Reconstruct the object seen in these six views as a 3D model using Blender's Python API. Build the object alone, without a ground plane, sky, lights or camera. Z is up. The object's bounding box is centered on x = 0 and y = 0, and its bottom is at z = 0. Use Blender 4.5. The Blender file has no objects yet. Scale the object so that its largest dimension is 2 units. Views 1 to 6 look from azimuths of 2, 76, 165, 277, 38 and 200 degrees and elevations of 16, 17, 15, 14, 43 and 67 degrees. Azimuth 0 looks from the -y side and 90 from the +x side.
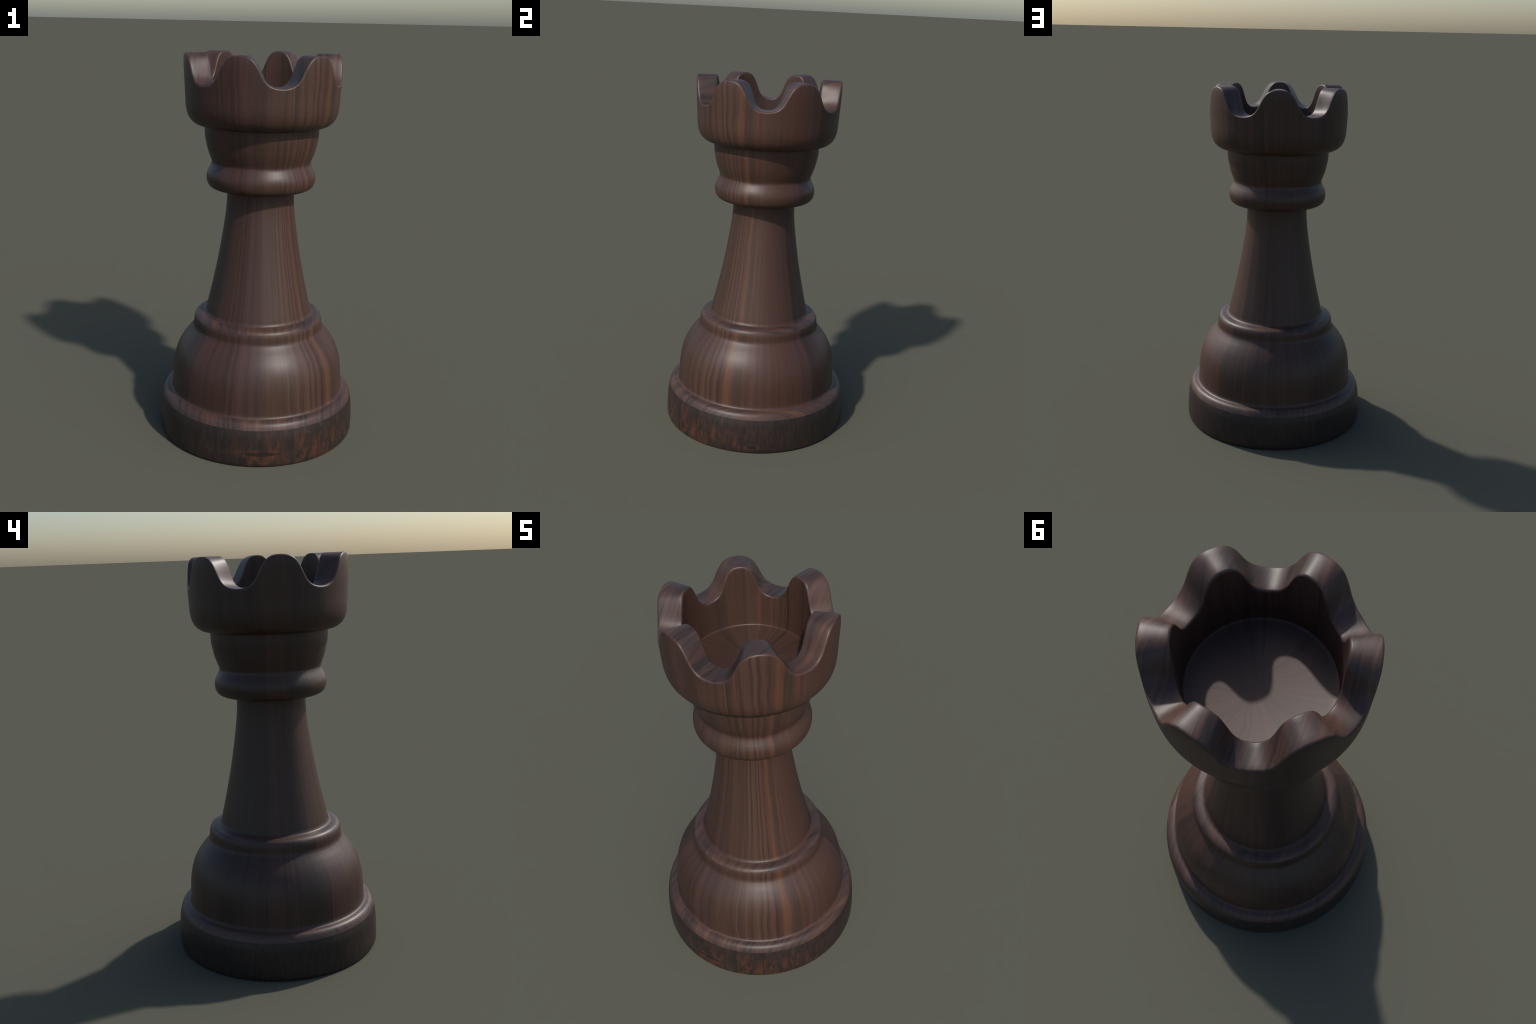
"""Dark rosewood chess rook: one turned body with a six-merlon crown.

The body is a lathe profile split into its turned members (foot, bell, ring,
stem, collar, cup, crown); the crown rim follows a rounded crenel curve.
All parts share one origin, and wood grain runs on Object coordinates.
"""
import bpy
import math
import numpy as np

SEG = 240                     # lathe segments (multiple of 6)
NOTCH_AZ = 15.0               # azimuth of a notch (0 = -y axis, 90 = +x axis)


# ------------------------------------------------------------------ profiles
def spline(points, step=0.006):
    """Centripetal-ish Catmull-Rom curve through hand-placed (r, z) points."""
    p = np.array(points, float)
    ext = np.vstack([2 * p[0] - p[1], p, 2 * p[-1] - p[-2]])
    out = []
    for i in range(1, len(ext) - 2):
        p0, p1, p2, p3 = ext[i - 1:i + 3]
        t0, t1 = 0.0, max(np.linalg.norm(p1 - p0), 1e-6) ** 0.5
        t2 = t1 + max(np.linalg.norm(p2 - p1), 1e-6) ** 0.5
        t3 = t2 + max(np.linalg.norm(p3 - p2), 1e-6) ** 0.5
        n = max(2, int(math.ceil(np.linalg.norm(p2 - p1) / step)))
        for t in np.linspace(t1, t2, n, endpoint=False):
            a1 = (t1 - t) / (t1 - t0) * p0 + (t - t0) / (t1 - t0) * p1
            a2 = (t2 - t) / (t2 - t1) * p1 + (t - t1) / (t2 - t1) * p2
            a3 = (t3 - t) / (t3 - t2) * p2 + (t - t2) / (t3 - t2) * p3
            b1 = (t2 - t) / (t2 - t0) * a1 + (t - t0) / (t2 - t0) * a2
            b2 = (t3 - t) / (t3 - t1) * a2 + (t - t1) / (t3 - t1) * a3
            out.append((t2 - t) / (t2 - t1) * b1 + (t - t1) / (t2 - t1) * b2)
    out.append(p[-1])
    return np.array(out)


# each member: name -> control points (radius, height), bottom to top
FOOT = [(0.5185, 0.000), (0.5230, 0.004), (0.5258, 0.012), (0.5270, 0.030), (0.5268, 0.065),
        (0.5250, 0.110), (0.5210, 0.160), (0.5135, 0.1950)]
FOOT_MOULDING = [(0.5135, 0.1950), (0.506, 0.2120), (0.498, 0.2225), (0.487, 0.2290),
                 (0.476, 0.2313), (0.4680, 0.2340), (0.4625, 0.2415), (0.4603, 0.2560)]
BELL = [(0.4603, 0.2560), (0.4590, 0.280), (0.4570, 0.325), (0.4495, 0.388), (0.4340, 0.445),
        (0.4120, 0.490), (0.3830, 0.530), (0.360, 0.557), (0.3495, 0.570)]
RING = [(0.3495, 0.570), (0.3447, 0.581), (0.3432, 0.598), (0.3412, 0.619), (0.3350, 0.6360),
        (0.324, 0.6460), (0.309, 0.6500), (0.2960, 0.6515), (0.2865, 0.6550), (0.2798, 0.6650), (0.2752, 0.6840)]
STEM = [(0.2752, 0.6840), (0.2700, 0.7060), (0.2608, 0.745), (0.2315, 0.878), (0.2105, 0.988),
        (0.191, 1.108), (0.1805, 1.185), (0.175, 1.245), (0.1725, 1.324)]
COLLAR = [(0.1725, 1.3160), (0.205, 1.3164), (0.231, 1.3192), (0.2515, 1.3258), (0.2665, 1.3362),
          (0.2762, 1.353), (0.2805, 1.376), (0.2791, 1.396), (0.2728, 1.4150), (0.2635, 1.433),
          (0.2565, 1.4475), (0.2540, 1.4570)]
CUP = [(0.2540, 1.4570), (0.2560, 1.4670), (0.2625, 1.484), (0.2745, 1.518), (0.2825, 1.552),
       (0.2895, 1.592), (0.2915, 1.651)]
CROWN_SIDE = [(0.2920, 1.6415), (0.314, 1.6438), (0.3360, 1.6510), (0.3555, 1.6645), (0.3705, 1.6835),
              (0.3815, 1.7120), (0.387, 1.7500), (0.3895, 1.800), (0.3915, 1.838)]

# crenel curve over half a period: (degrees from notch centre, height)
CRENEL = [(0.0, 1.8545), (4.0, 1.8570), (8.0, 1.8660), (11.2, 1.8835), (13.5, 1.9065),
          (15.5, 1.9330), (17.6, 1.9575), (20.1, 1.9785), (23.0, 1.9915), (26.4, 1.9983), (30.0, 2.000)]
WALL_FOOT = 1.838             # height where the merlons part from the crown
FLOOR_Z = 1.700
FLOOR_R = 0.270
FLOOR_DISH = 0.016
RIM_FILLET = 0.010


def outer_r(z):
    """Outer crown radius above the merlon foot: a gentle flare, pulled in at the tips."""
    return np.interp(z, [1.838, 1.88, 1.93, 1.965, 2.0], [0.3915, 0.3940, 0.3960, 0.3965, 0.3945])


def inner_r(z):
    return np.interp(z, [1.70, 1.72, 1.85, 2.0], [0.2755, 0.2775, 0.2845, 0.2845])


def crenel_curve():
    """One full turn of the rim as (azimuth, height) plus its outward normal in the unrolled plane."""
    half = spline(np.array(CRENEL) * [0.0068, 1.0], 0.004)      # degrees -> metres of arc
    s = np.concatenate([[0], np.cumsum(np.linalg.norm(np.diff(half, axis=0), axis=1))])
    n = 26
    t = np.linspace(0, s[-1], n)
    a = np.interp(t, s, half[:, 0]) / 0.0068
    z = np.interp(t, s, half[:, 1])
    az = np.concatenate([a, 60 - a[-2:0:-1]])
    zz = np.concatenate([z, z[-2:0:-1]])
    az = np.concatenate([az + 60 * k for k in range(6)]) + NOTCH_AZ
    zz = np.tile(zz, 6)
    arc = np.radians(az) * 0.39
    per = math.radians(360) * 0.39
    da = np.roll(arc, -1) - np.roll(arc, 1)
    da = np.where(da < -1, da + per, da)
    dz = np.roll(zz, -1) - np.roll(zz, 1)
    ln = np.hypot(da, dz)
    return az, zz, -dz / ln, da / ln


# ------------------------------------------------------------------ geometry
class Shell:
    """Rows of a closed surface of revolution; vertices may be shared between members."""

    def __init__(self):
        self.v, self.f, self.tag, self.mat = [], [], [], []

    def ring(self, r, z, az):
        i0 = len(self.v)
        r, z = np.broadcast_to(r, az.shape), np.broadcast_to(z, az.shape)
        a = np.radians(az)
        for x, y, h in zip(r * np.sin(a), -r * np.cos(a), z):
            self.v.append((x, y, h))
        return np.arange(i0, len(self.v))

    def bridge(self, lo, hi, tag, mat=0, tags=None):
        n = len(lo)
        for i in range(n):
            j = (i + 1) % n
            self.f.append((lo[i], lo[j], hi[j], hi[i]))
            self.tag.append(tags[i] if tags is not None else tag)
            self.mat.append(mat)

    def cap(self, ringi, z, tag, mat=0, up=True):
        c = len(self.v)
        self.v.append((0, 0, z))
        n = len(ringi)
        for i in range(n):
            j = (i + 1) % n
            self.f.append((ringi[i], ringi[j], c) if up else (ringi[j], ringi[i], c))
            self.tag.append(tag)
            self.mat.append(mat)


def vertex_normals(v, f):
    nrm = np.zeros_like(v)
    for face in f:
        p = v[list(face)]
        n = np.cross(p[1] - p[0], p[2] - p[0]) if len(face) == 3 else np.cross(p[2] - p[0], p[3] - p[1])
        for i, idx in enumerate(face):            # corner-angle weighting
            a, b = p[i - 1] - p[i], p[(i + 1) % len(face)] - p[i]
            la, lb = np.linalg.norm(a), np.linalg.norm(b)
            ln = np.linalg.norm(n)
            if la * lb * ln == 0:
                continue
            w = math.acos(max(-1, min(1, a @ b / (la * lb))))
            nrm[idx] += n / ln * w
    return nrm / np.maximum(np.linalg.norm(nrm, axis=1, keepdims=True), 1e-9)


def build_turned(shell):
    az = np.arange(SEG) * 360.0 / SEG
    base = shell.ring(0.46, 0.0, az)
    shell.cap(base, 0.0, "foot", 0, up=False)
    prev = base
    for name, pts in (("foot", FOOT), ("moulding", FOOT_MOULDING), ("bell", BELL), ("ring", RING), ("stem", STEM)):
        rows = spline(pts)
        start = 0 if name == "foot" else 1
        for r, z in rows[start:]:
            cur = shell.ring(r, z, az)
            shell.bridge(prev, cur, name)
            prev = cur
    prev = None                                   # crease: collar underside meets the stem
    for name, pts in (("collar", COLLAR), ("cup", CUP)):
        for k, (r, z) in enumerate(spline(pts)):
            if name == "cup" and k == 0:
                continue
            cur = shell.ring(r, z, az)
            if prev is not None:
                shell.bridge(prev, cur, name)
            prev = cur


def build_crown(shell):
    az, top, na, nz = crenel_curve()
    n = len(az)
    merlon_of = [("merlon", int(((a - NOTCH_AZ) % 360) // 60)) for a in az]
    prev = None
    for r, z in spline(CROWN_SIDE):
        cur = shell.ring(r, z, az)
        if prev is not None:
            shell.bridge(prev, cur, "crown")
        prev = cur

    def offset(d):
        return az - np.degrees(na * d / 0.39), top - nz * d

    f = RIM_FILLET
    ea, ez = offset(f)
    rows = 10                                     # outer face of the merlons
    for k in range(1, rows + 1):
        t = k / rows
        z = WALL_FOOT + (ez - WALL_FOOT) * t
        cur = shell.ring(outer_r(z), z, az + (ea - az) * t)
        shell.bridge(prev, cur, None, 0, merlon_of)
        prev = cur
    steps = 5
    for k in range(1, steps + 1):                 # rounded outer edge
        ph = k / steps * math.pi / 2
        a, z = offset(f * (1 - math.sin(ph)))
        cur = shell.ring(outer_r(ez) - f * (1 - math.cos(ph)), z, a)
        shell.bridge(prev, cur, None, 1 if k > 2 else 0, merlon_of)
        prev = cur
    for t in np.linspace(0, 1, 6)[1:]:            # rim surface, outer to inner
        r = (outer_r(ez) - f) * (1 - t) + (inner_r(ez) + f) * t
        cur = shell.ring(r, top, az)
        shell.bridge(prev, cur, None, 1, merlon_of)
        prev = cur
    for k in range(1, steps + 1):                 # rounded inner edge
        ph = k / steps * math.pi / 2
        a, z = offset(f * (1 - math.cos(ph)))
        cur = shell.ring(inner_r(ez) + f * (1 - math.sin(ph)), z, a)
        shell.bridge(prev, cur, None, 1 if k < 4 else 2, merlon_of)
        prev = cur
    for k in range(1, rows + 1):                  # inner face of the merlons
        t = k / rows
        z = ez + (WALL_FOOT - ez) * t
        cur = shell.ring(inner_r(z), z, ea + (az - ea) * t)
        shell.bridge(prev, cur, None, 2, merlon_of)
        prev = cur
    for z in np.linspace(WALL_FOOT, FLOOR_Z + 0.008, 8)[1:]:
        cur = shell.ring(inner_r(z), z, az)
        shell.bridge(prev, cur, "crown", 1)
        prev = cur
    for ph in (30, 60, 90):                       # small fillet into the floor
        p = math.radians(ph)
        r0 = float(inner_r(FLOOR_Z + 0.008))
        cur = shell.ring(r0 - 0.008 * (1 - math.cos(p)), FLOOR_Z + 0.008 * (1 - math.sin(p)), az)
        shell.bridge(prev, cur, "crown", 1) if ph < 90 else shell.bridge(prev, cur, "crown_floor")
        prev = cur
    for r in np.linspace(0.25, 0.02, 12):         # the floor is turned slightly hollow
        cur = shell.ring(r, FLOOR_Z - FLOOR_DISH * (1 - (r / FLOOR_R) ** 2), az)
        shell.bridge(prev, cur, "crown_floor")
        prev = cur
    shell.cap(prev, FLOOR_Z - FLOOR_DISH, "crown_floor")


def make_objects(shell, root, materials):
    v = np.array(shell.v)
    nrm = vertex_normals(v, shell.f)
    groups = {}
    for face, tag, mat in zip(shell.f, shell.tag, shell.mat):
        groups.setdefault(tag, []).append((face, mat))
    made = {}
    for tag, faces in groups.items():
        name = tag[0] if isinstance(tag, tuple) else tag
        used = sorted({i for face, _ in faces for i in face})
        remap = {g: l for l, g in enumerate(used)}
        me = bpy.data.meshes.new(name)
        me.from_pydata(v[used].tolist(), [], [[remap[i] for i in face] for face, _ in faces])
        for p, (_, mat) in zip(me.polygons, faces):
            p.material_index = mat
            p.use_smooth = True
        for m in materials[name]:
            me.materials.append(m)
        me.update()
        me.normals_split_custom_set_from_vertices(nrm[used].tolist())
        ob = bpy.data.objects.new(name, me)
        bpy.context.scene.collection.objects.link(ob)
        ob.parent = root
        made[tag] = ob
    return made


# ------------------------------------------------------------------ materials
class Nodes:
    def __init__(self, name):
        self.mat = bpy.data.materials.new(name)
        self.mat.use_nodes = True
        self.t = self.mat.node_tree
        self.bsdf = self.t.nodes["Principled BSDF"]

    def node(self, kind, **sets):
        n = self.t.nodes.new(kind)
        for k, val in sets.items():
            setattr(n, k, val)
        return n

    def put(self, socket, val):
        if isinstance(val, bpy.types.NodeSocket):
            self.t.links.new(val, socket)
        elif isinstance(val, (tuple, list)) and len(val) == 3 and socket.type == "RGBA":
            socket.default_value = (*val, 1.0)
        else:
            socket.default_value = val

    def math(self, op, a, b=0.0, c=0.0, clamp=False):
        n = self.node("ShaderNodeMath", operation=op, use_clamp=clamp)
        for s, val in zip(n.inputs, (a, b, c)):
            self.put(s, val)
        return n.outputs[0]

    def vec(self, x, y, z):
        n = self.node("ShaderNodeCombineXYZ")
        for s, val in zip(n.inputs, (x, y, z)):
            self.put(s, val)
        return n.outputs[0]

    def noise(self, vec, scale, detail=2.0, rough=0.5, distort=0.0):
        n = self.node("ShaderNodeTexNoise")
        self.put(n.inputs["Vector"], vec)
        self.put(n.inputs["Scale"], scale)
        self.put(n.inputs["Detail"], detail)
        self.put(n.inputs["Roughness"], rough)
        self.put(n.inputs["Distortion"], distort)
        return n.outputs["Fac"]

    def ramp(self, fac, stops, mode="LINEAR"):
        n = self.node("ShaderNodeValToRGB")
        cr = n.color_ramp
        cr.interpolation = mode
        while len(cr.elements) < len(stops):
            cr.elements.new(0.5)
        for e, (pos, col) in zip(cr.elements, stops):
            e.position = pos
            e.color = (*col, 1.0) if isinstance(col, tuple) else (col, col, col, 1.0)
        self.put(n.inputs[0], fac)
        return n.outputs[0]

    def mix(self, fac, a, b, blend="MIX"):
        n = self.node("ShaderNodeMix", data_type="RGBA", blend_type=blend)
        self.put(n.inputs["Factor"], fac)
        self.put(n.inputs["A"], a)
        self.put(n.inputs["B"], b)
        return n.outputs["Result"]

    def window(self, x, centre, half, soft):
        """1 inside centre +- half, falling to 0 over soft."""
        d = self.math("ABSOLUTE", self.math("SUBTRACT", x, centre))
        n = self.node("ShaderNodeMapRange", interpolation_type="SMOOTHSTEP")
        self.put(n.inputs["Value"], d)
        self.put(n.inputs["From Min"], half)
        self.put(n.inputs["From Max"], half + soft)
        self.put(n.inputs["To Min"], 1.0)
        self.put(n.inputs["To Max"], 0.0)
        return n.outputs[0]

    def polar(self, swirl=False):
        """x, y, z, radius, unit direction about the axis, azimuth in degrees (-90..270)."""
        tc = self.node("ShaderNodeTexCoord")
        sp = self.node("ShaderNodeSeparateXYZ")
        self.put(sp.inputs[0], tc.outputs["Object"])
        x, y, z = sp.outputs
        if swirl:                                 # grain lines bend as they near the centre
            near = self.node("ShaderNodeMapRange", interpolation_type="SMOOTHSTEP")
            self.put(near.inputs["Value"], self.math("SQRT", self.math("ADD", self.math("MULTIPLY", x, x), self.math("MULTIPLY", y, y))))
            self.put(near.inputs["From Min"], 0.02)
            self.put(near.inputs["From Max"], 0.24)
            self.put(near.inputs["To Min"], 0.16)
            self.put(near.inputs["To Max"], 0.0)
            k = near.outputs[0]
            dx = self.noise(self.vec(x, y, 0.3), 5.0, 1.0)
            dy = self.noise(self.vec(x, y, 4.7), 5.0, 1.0)
            x = self.math("ADD", x, self.math("MULTIPLY", self.math("SUBTRACT", dx, 0.42), k))
            y = self.math("ADD", y, self.math("MULTIPLY", self.math("SUBTRACT", dy, 0.55), k))
        r = self.math("MAXIMUM", self.math("SQRT", self.math("ADD", self.math("MULTIPLY", x, x), self.math("MULTIPLY", y, y))), 0.001)
        ux, uy = self.math("DIVIDE", x, r), self.math("DIVIDE", y, r)
        raw = self.math("MULTIPLY", self.math("ARCTAN2", self.math("MULTIPLY", x, -1.0), y), 180 / math.pi)
        az = self.math("ADD", raw, 180.0)         # 0 on -y, 90 on +x, 270 on -x
        az = self.math("SUBTRACT", self.math("MODULO", self.math("ADD", az, 90.0), 360.0), 90.0)
        return x, y, z, r, ux, uy, az


def finish(nd, colour, rough=0.46, spec=0.43):
    nd.put(nd.bsdf.inputs["Base Color"], colour)
    nd.put(nd.bsdf.inputs["Roughness"], rough)
    nd.put(nd.bsdf.inputs["Specular IOR Level"], spec)
    return nd.mat


DARK = (0.023, 0.016, 0.0140)
UMBER = (0.049, 0.0265, 0.0190)
BROWN = (0.066, 0.036, 0.024)
RUSSET = (0.078, 0.034, 0.026)
ORANGE = (0.135, 0.060, 0.032)
MAUVE = (0.080, 0.044, 0.043)

WARM = (1.015, 0.945, 0.925)
VEIN_STRENGTH = 0.80

# individual veins and a few broad bands of tone: azimuth, half width, softness (degrees), colour, strength
VEINS = [
    (88.0, 14.0, 9.0, (0.078, 0.037, 0.026), 0.70), (250.0, 40.0, 25.0, DARK, 0.60), (0.5, 5.5, 4.0, (0.036, 0.026, 0.022), 0.50),  # azimuth 250 entry: broad darker band around the back
    (12.0, 5.0, 4.0, (0.060, 0.036, 0.026), 0.60), (-58.0, 9.0, 6.0, (0.026, 0.021, 0.018), 0.60),
    (55.8, 1.2, 2.6, ORANGE, 0.52), (62.5, 2.2, 1.4, (0.042, 0.030, 0.024), 0.60), (67.0, 0.7, 1.4, (0.110, 0.056, 0.032), 0.35),
    (49.8, 0.4, 1.2, DARK, 0.45), (46.8, 0.8, 1.5, (0.090, 0.044, 0.036), 0.50), (43.8, 0.3, 1.0, DARK, 0.40),
    (41.6, 0.7, 1.0, (0.090, 0.055, 0.038), 0.50), (39.6, 0.2, 0.9, DARK, 0.50), (32.0, 0.2, 0.8, DARK, 0.30),
    (36.0, 1.8, 1.5, (0.080, 0.047, 0.032), 0.55), (29.4, 0.2, 0.8, (0.100, 0.062, 0.046), 0.45),
    (25.2, 1.2, 1.5, (0.030, 0.022, 0.022), 0.60), (22.9, 0.15, 0.7, (0.105, 0.066, 0.046), 0.40), (74.0, 0.6, 1.2, MAUVE, 0.55),
    (79.0, 3.0, 3.0, (0.060, 0.036, 0.030), 0.50), (110.0, 0.6, 1.2, (0.080, 0.040, 0.040), 0.50),
    (113.5, 1.2, 1.5, (0.066, 0.028, 0.027), 0.60), (124.5, 3.0, 3.0, DARK, 0.55), (119.0, 1.2, 1.8, RUSSET, 0.45),
    (152.5, 0.4, 1.0, DARK, 0.60), (155.0, 0.6, 1.1, RUSSET, 0.45), (177.6, 0.4, 1.0, RUSSET, 0.40),
    (195.5, 0.4, 1.0, RUSSET, 0.40), (281.0, 1.2, 1.6, UMBER, 0.35), (292.5, 1.0, 1.6, UMBER, 0.35),
    (-15.4, 0.4, 1.0, DARK, 0.60), (-10.2, 2.0, 2.0, (0.070, 0.038, 0.034), 0.55), (-20.0, 1.2, 1.6, DARK, 0.50),
    (-27.0, 0.3, 0.9, DARK, 0.45), (-36.0, 1.3, 2.0, (0.062, 0.030, 0.026), 0.50), (-46.5, 0.3, 0.9, (0.085, 0.060, 0.048), 0.45),
]


INNER_VEINS = [
    (200.0, 80.0, 30.0, (0.062, 0.036, 0.025), 0.55), (179.0, 0.7, 0.9, (0.016, 0.013, 0.012), 0.85), (207.8, 0.6, 1.2, (0.100, 0.042, 0.030), 0.65),
    (222.0, 1.0, 1.6, DARK, 0.50), (228.0, 2.0, 2.5, DARK, 0.35), (196.0, 1.0, 2.0, (0.085, 0.036, 0.028), 0.45),
    (187.0, 0.6, 1.2, DARK, 0.35), (170.0, 5.0, 4.0, (0.062, 0.030, 0.022), 0.50), (160.0, 0.8, 1.5, DARK, 0.40),
    (135.0, 3.0, 4.0, (0.085, 0.036, 0.028), 0.40), (262.0, 14.0, 10.0, (0.042, 0.026, 0.020), 0.50),
    (30.0, 1.6, 2.5, DARK, 0.75), (47.0, 0.5, 1.2, DARK, 0.60), (-24.0, 1.0, 2.0, DARK, 0.60), (14.0, 0.5, 1.0, (0.095, 0.045, 0.032), 0.60),
    (62.0, 0.6, 1.5, RUSSET, 0.60), (110.0, 1.5, 2.0, DARK, 0.70), (246.0, 2.0, 3.0, DARK, 0.55), (285.0, 2.0, 4.0, DARK, 0.40),
]


def wood_side(name="rosewood_long_grain", veins=VEINS, swirl=False):
    """Long grain: streaks run up the turned surface, placed by azimuth."""
    nd = Nodes(name)
    x, y, z, r, ux, uy, az = nd.polar(swirl)
    slow = nd.vec(ux, uy, nd.math("MULTIPLY", z, 0.55))
    warp = nd.noise(slow, 3.0, 2.0, 0.5)
    wob = nd.noise(nd.vec(ux, uy, nd.math("MULTIPLY", z, 2.2)), 2.6, 1.0, 0.5)
    azw = nd.math("ADD", az, nd.math("MULTIPLY", nd.math("SUBTRACT", wob, 0.5), 3.6))
    strand = nd.vec(ux, uy, nd.math("MULTIPLY", nd.math("ADD", z, warp), 0.045))
    broad = nd.noise(strand, 7.0, 3.0, 0.6)
    fine = nd.noise(strand, 34.0, 3.0, 0.62)
    hair = nd.noise(strand, 120.0, 2.0, 0.6)
    hue = nd.noise(strand, 11.0, 2.0, 0.5)
    base = nd.ramp(nd.math("ADD", nd.math("MULTIPLY", broad, 0.55), nd.math("MULTIPLY", fine, 0.45)),
                   [(0.32, (0.032, 0.0200, 0.0165)), (0.46, UMBER), (0.58, (0.061, 0.0325, 0.0225)), (0.74, (0.080, 0.042, 0.028))])
    red = nd.ramp(hue, [(0.46, 0.0), (0.68, 0.70)])
    colour = nd.mix(red, base, (0.070, 0.0320, 0.0250))
    for centre, half, soft, col, k in veins:
        m = nd.window(azw, centre, half, soft)
        colour = nd.mix(nd.math("MULTIPLY", m, k * VEIN_STRENGTH), colour, col)
    gain = nd.ramp(nd.math("ADD", nd.math("MULTIPLY", hair, 0.5), nd.math("MULTIPLY", fine, 0.5)),
                   [(0.35, 0.84), (0.50, 0.98), (0.65, 1.10)])
    colour = nd.mix(1.0, colour, gain, "MULTIPLY")
    colour = nd.mix(1.0, colour, WARM, "MULTIPLY")
    return finish(nd, colour)


def wood_across():
    """Faces cut across the turning: straight grain lying along y."""
    nd = Nodes("rosewood_flat_cut")
    x, y, z, r, ux, uy, az = nd.polar()
    bend = nd.noise(nd.vec(x, nd.math("MULTIPLY", y, 0.6), 0.0), 2.4, 1.0, 0.5)
    xx = nd.math("ADD", x, nd.math("MULTIPLY", bend, 0.10))
    plank = nd.vec(xx, nd.math("MULTIPLY", y, 0.07), nd.math("MULTIPLY", z, 0.04))
    broad = nd.noise(plank, 16.0, 3.0, 0.6)
    fine = nd.noise(plank, 75.0, 3.0, 0.6)
    hue = nd.noise(plank, 24.0, 2.0, 0.5)
    base = nd.ramp(nd.math("ADD", nd.math("MULTIPLY", broad, 0.5), nd.math("MULTIPLY", fine, 0.5)),
                   [(0.38, (0.026, 0.020, 0.018)), (0.46, (0.050, 0.030, 0.0255)), (0.54, (0.070, 0.037, 0.028)), (0.64, (0.106, 0.054, 0.036))])
    red = nd.ramp(hue, [(0.52, 0.0), (0.70, 0.5)])
    return finish(nd, nd.mix(red, base, (0.080, 0.038, 0.030)))


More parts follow.
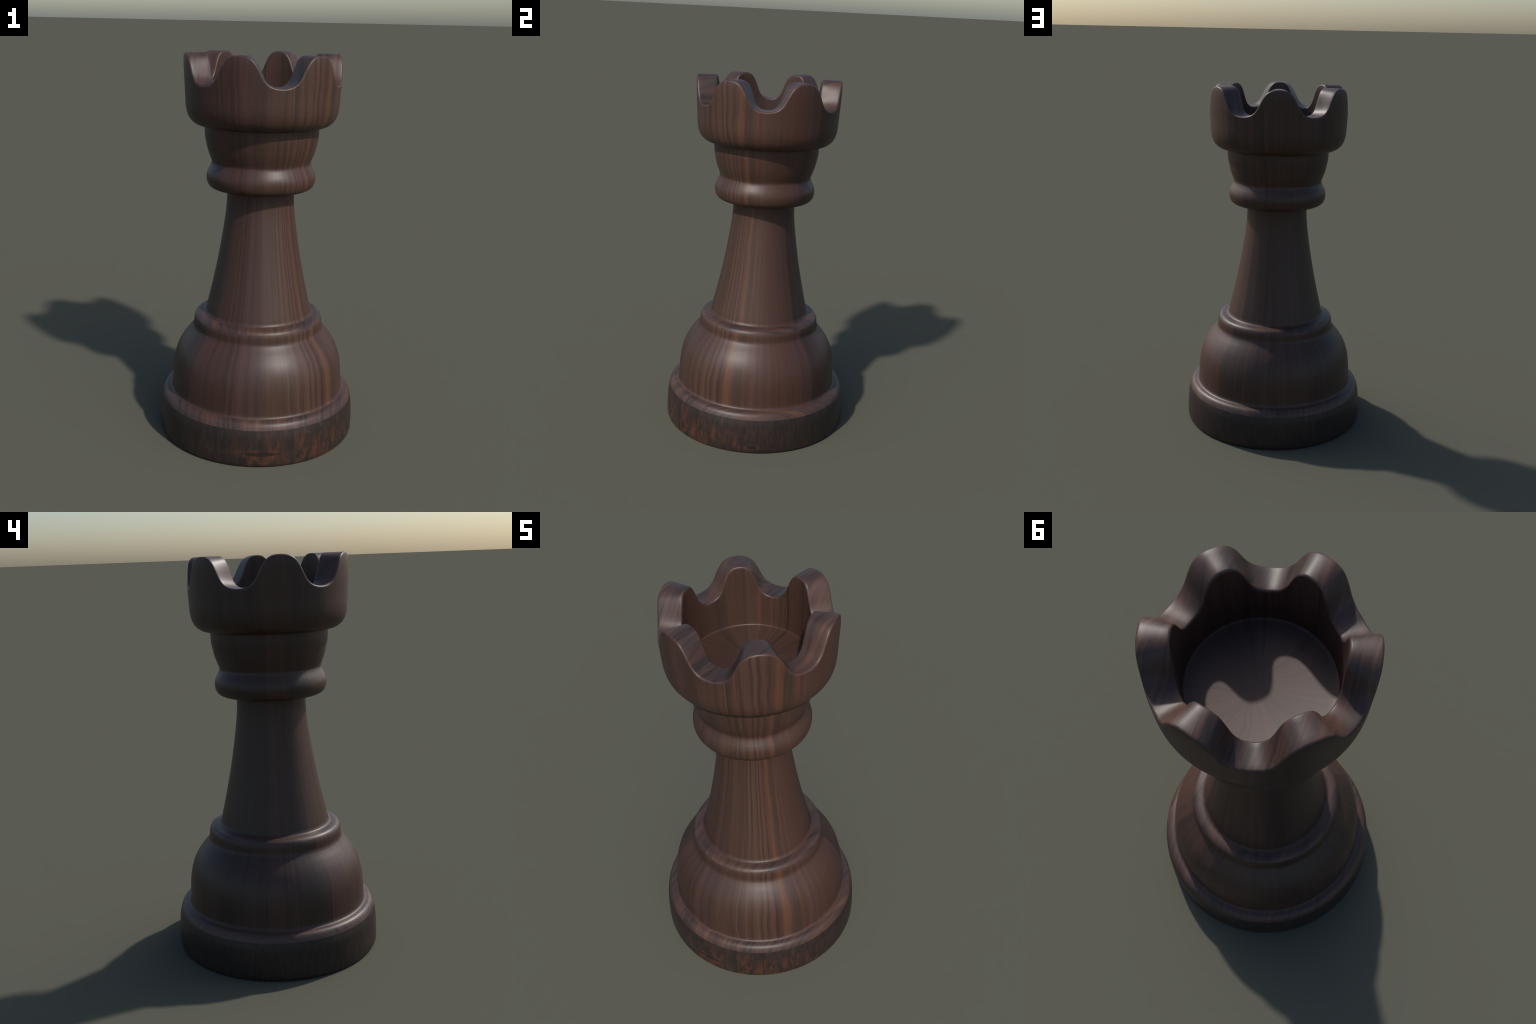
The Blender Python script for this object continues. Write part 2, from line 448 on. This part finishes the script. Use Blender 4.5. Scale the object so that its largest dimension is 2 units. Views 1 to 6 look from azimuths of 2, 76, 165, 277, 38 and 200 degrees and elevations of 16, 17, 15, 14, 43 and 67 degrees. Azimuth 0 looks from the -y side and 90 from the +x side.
def wood_foot():
    """The outer band of the foot: near-black heartwood with reddish flames, knots and a split."""
    nd = Nodes("rosewood_burl_band")
    x, y, z, r, ux, uy, az = nd.polar()
    wob = nd.noise(nd.vec(x, y, z), 5.0, 2.0, 0.5)
    azw = nd.math("ADD", az, nd.math("MULTIPLY", nd.math("SUBTRACT", wob, 0.5), 10.0))
    strand = nd.vec(ux, uy, nd.math("MULTIPLY", z, 0.35))
    fine = nd.noise(strand, 38.0, 3.0, 0.62, 0.4)
    base = nd.ramp(fine, [(0.36, (0.0165, 0.0125, 0.0115)), (0.52, (0.024, 0.0170, 0.0150)), (0.68, (0.038, 0.0230, 0.0175))])
    # flames: swirled patches, strongest between azimuth -15 and 65 and towards the lower edge
    sw = nd.noise(nd.vec(nd.math("MULTIPLY", ux, 0.52), nd.math("MULTIPLY", uy, 0.52), nd.math("MULTIPLY", z, 0.42)), 30.0, 3.0, 0.55, 0.5)
    flame = nd.ramp(sw, [(0.45, 0.0), (0.68, 1.0)])
    zone = nd.math("ADD", nd.window(azw, 27.0, 24.0, 26.0), nd.math("MULTIPLY", nd.window(azw, 85.0, 12.0, 25.0), 0.35), clamp=True)
    zone = nd.math("MAXIMUM", zone, 0.10)
    low = nd.math("SUBTRACT", 1.0, nd.math("MULTIPLY", nd.math("POWER", nd.math("DIVIDE", z, 0.2), 2.0), 0.8), clamp=True)
    k = nd.math("MULTIPLY", nd.math("MULTIPLY", flame, zone), low)
    colour = nd.mix(nd.math("MULTIPLY", k, 0.90), base, (0.086, 0.031, 0.0175))
    # split in the wood at azimuth 39 with a red flare beside it
    flare = nd.math("MULTIPLY", nd.window(azw, 43.5, 2.0, 6.0), nd.window(z, 0.035, 0.020, 0.035))
    flare = nd.math("MULTIPLY", flare, nd.math("ADD", 0.25, nd.math("MULTIPLY", flame, 0.5)))
    colour = nd.mix(flare, colour, (0.088, 0.030, 0.0185))
    split = nd.window(nd.math("ADD", az, nd.math("MULTIPLY", nd.math("SUBTRACT", wob, 0.5), 2.5)), 38.9, 0.12, 0.6)
    colour = nd.mix(nd.math("MULTIPLY", split, 0.8), colour, (0.012, 0.009, 0.008))
    # lens-shaped knot with flame rays around it, and a small round knot
    for ka, kz, wa, wz in ((5.0, 0.072, 9.5, 0.0125), (76.3, 0.036, 2.6, 0.0095)):
        dx = nd.math("DIVIDE", nd.math("SUBTRACT", nd.math("ADD", nd.math("MULTIPLY", az, 0.75), nd.math("MULTIPLY", azw, 0.25)), ka), wa)
        dz = nd.math("DIVIDE", nd.math("SUBTRACT", z, kz), wz)
        d = nd.math("ADD", nd.math("ABSOLUTE", dx), nd.math("MULTIPLY", dz, dz))
        halo = nd.ramp(nd.math("MULTIPLY", d, 0.2), [(0.20, 0.0), (0.30, 0.8), (0.9, 0.0)])
        colour = nd.mix(nd.math("MULTIPLY", halo, nd.math("ADD", 0.15, nd.math("MULTIPLY", flame, 0.6))), colour, (0.095, 0.038, 0.021))
        core = nd.ramp(nd.math("MULTIPLY", d, 0.8), [(0.15, 0.55), (0.50, 0.95), (0.90, 0.0)])
        colour = nd.mix(core, colour, (0.013, 0.010, 0.009))
    return finish(nd, colour, 0.45, 0.4)


# ------------------------------------------------------------------ assembly
root = bpy.data.objects.new("chess_rook", None)
bpy.context.scene.collection.objects.link(root)
root["label"] = "dark polished rosewood chess rook with six rounded merlons"
root["category"] = "chess piece"

side, across, band = wood_side(), wood_across(), wood_foot()
inside = wood_side("rosewood_hollow", INNER_VEINS, True)
MATERIALS = {name: [side] for name in ("bell", "stem", "collar", "cup")}
MATERIALS.update(foot=[band], moulding=[across, side], ring=[side, across], crown=[side, inside], merlon=[side, across, inside], crown_floor=[inside])

shell = Shell()
build_turned(shell)
for i, tag in enumerate(shell.tag):               # only the ledges are cut across the grain
    height = np.mean([shell.v[k][2] for k in shell.f[i]])
    if tag == "ring" and 0.634 < height < 0.6535:
        shell.mat[i] = 1
    elif tag == "moulding" and height > 0.2335:
        shell.mat[i] = 1
build_crown(shell)
parts = make_objects(shell, root, MATERIALS)
for tag, ob in parts.items():                     # crown > merlons and floor, foot > moulding
    if isinstance(tag, tuple) or tag == "crown_floor":
        ob.parent = parts["crown"]
    elif tag == "moulding":
        ob.parent = parts["foot"]
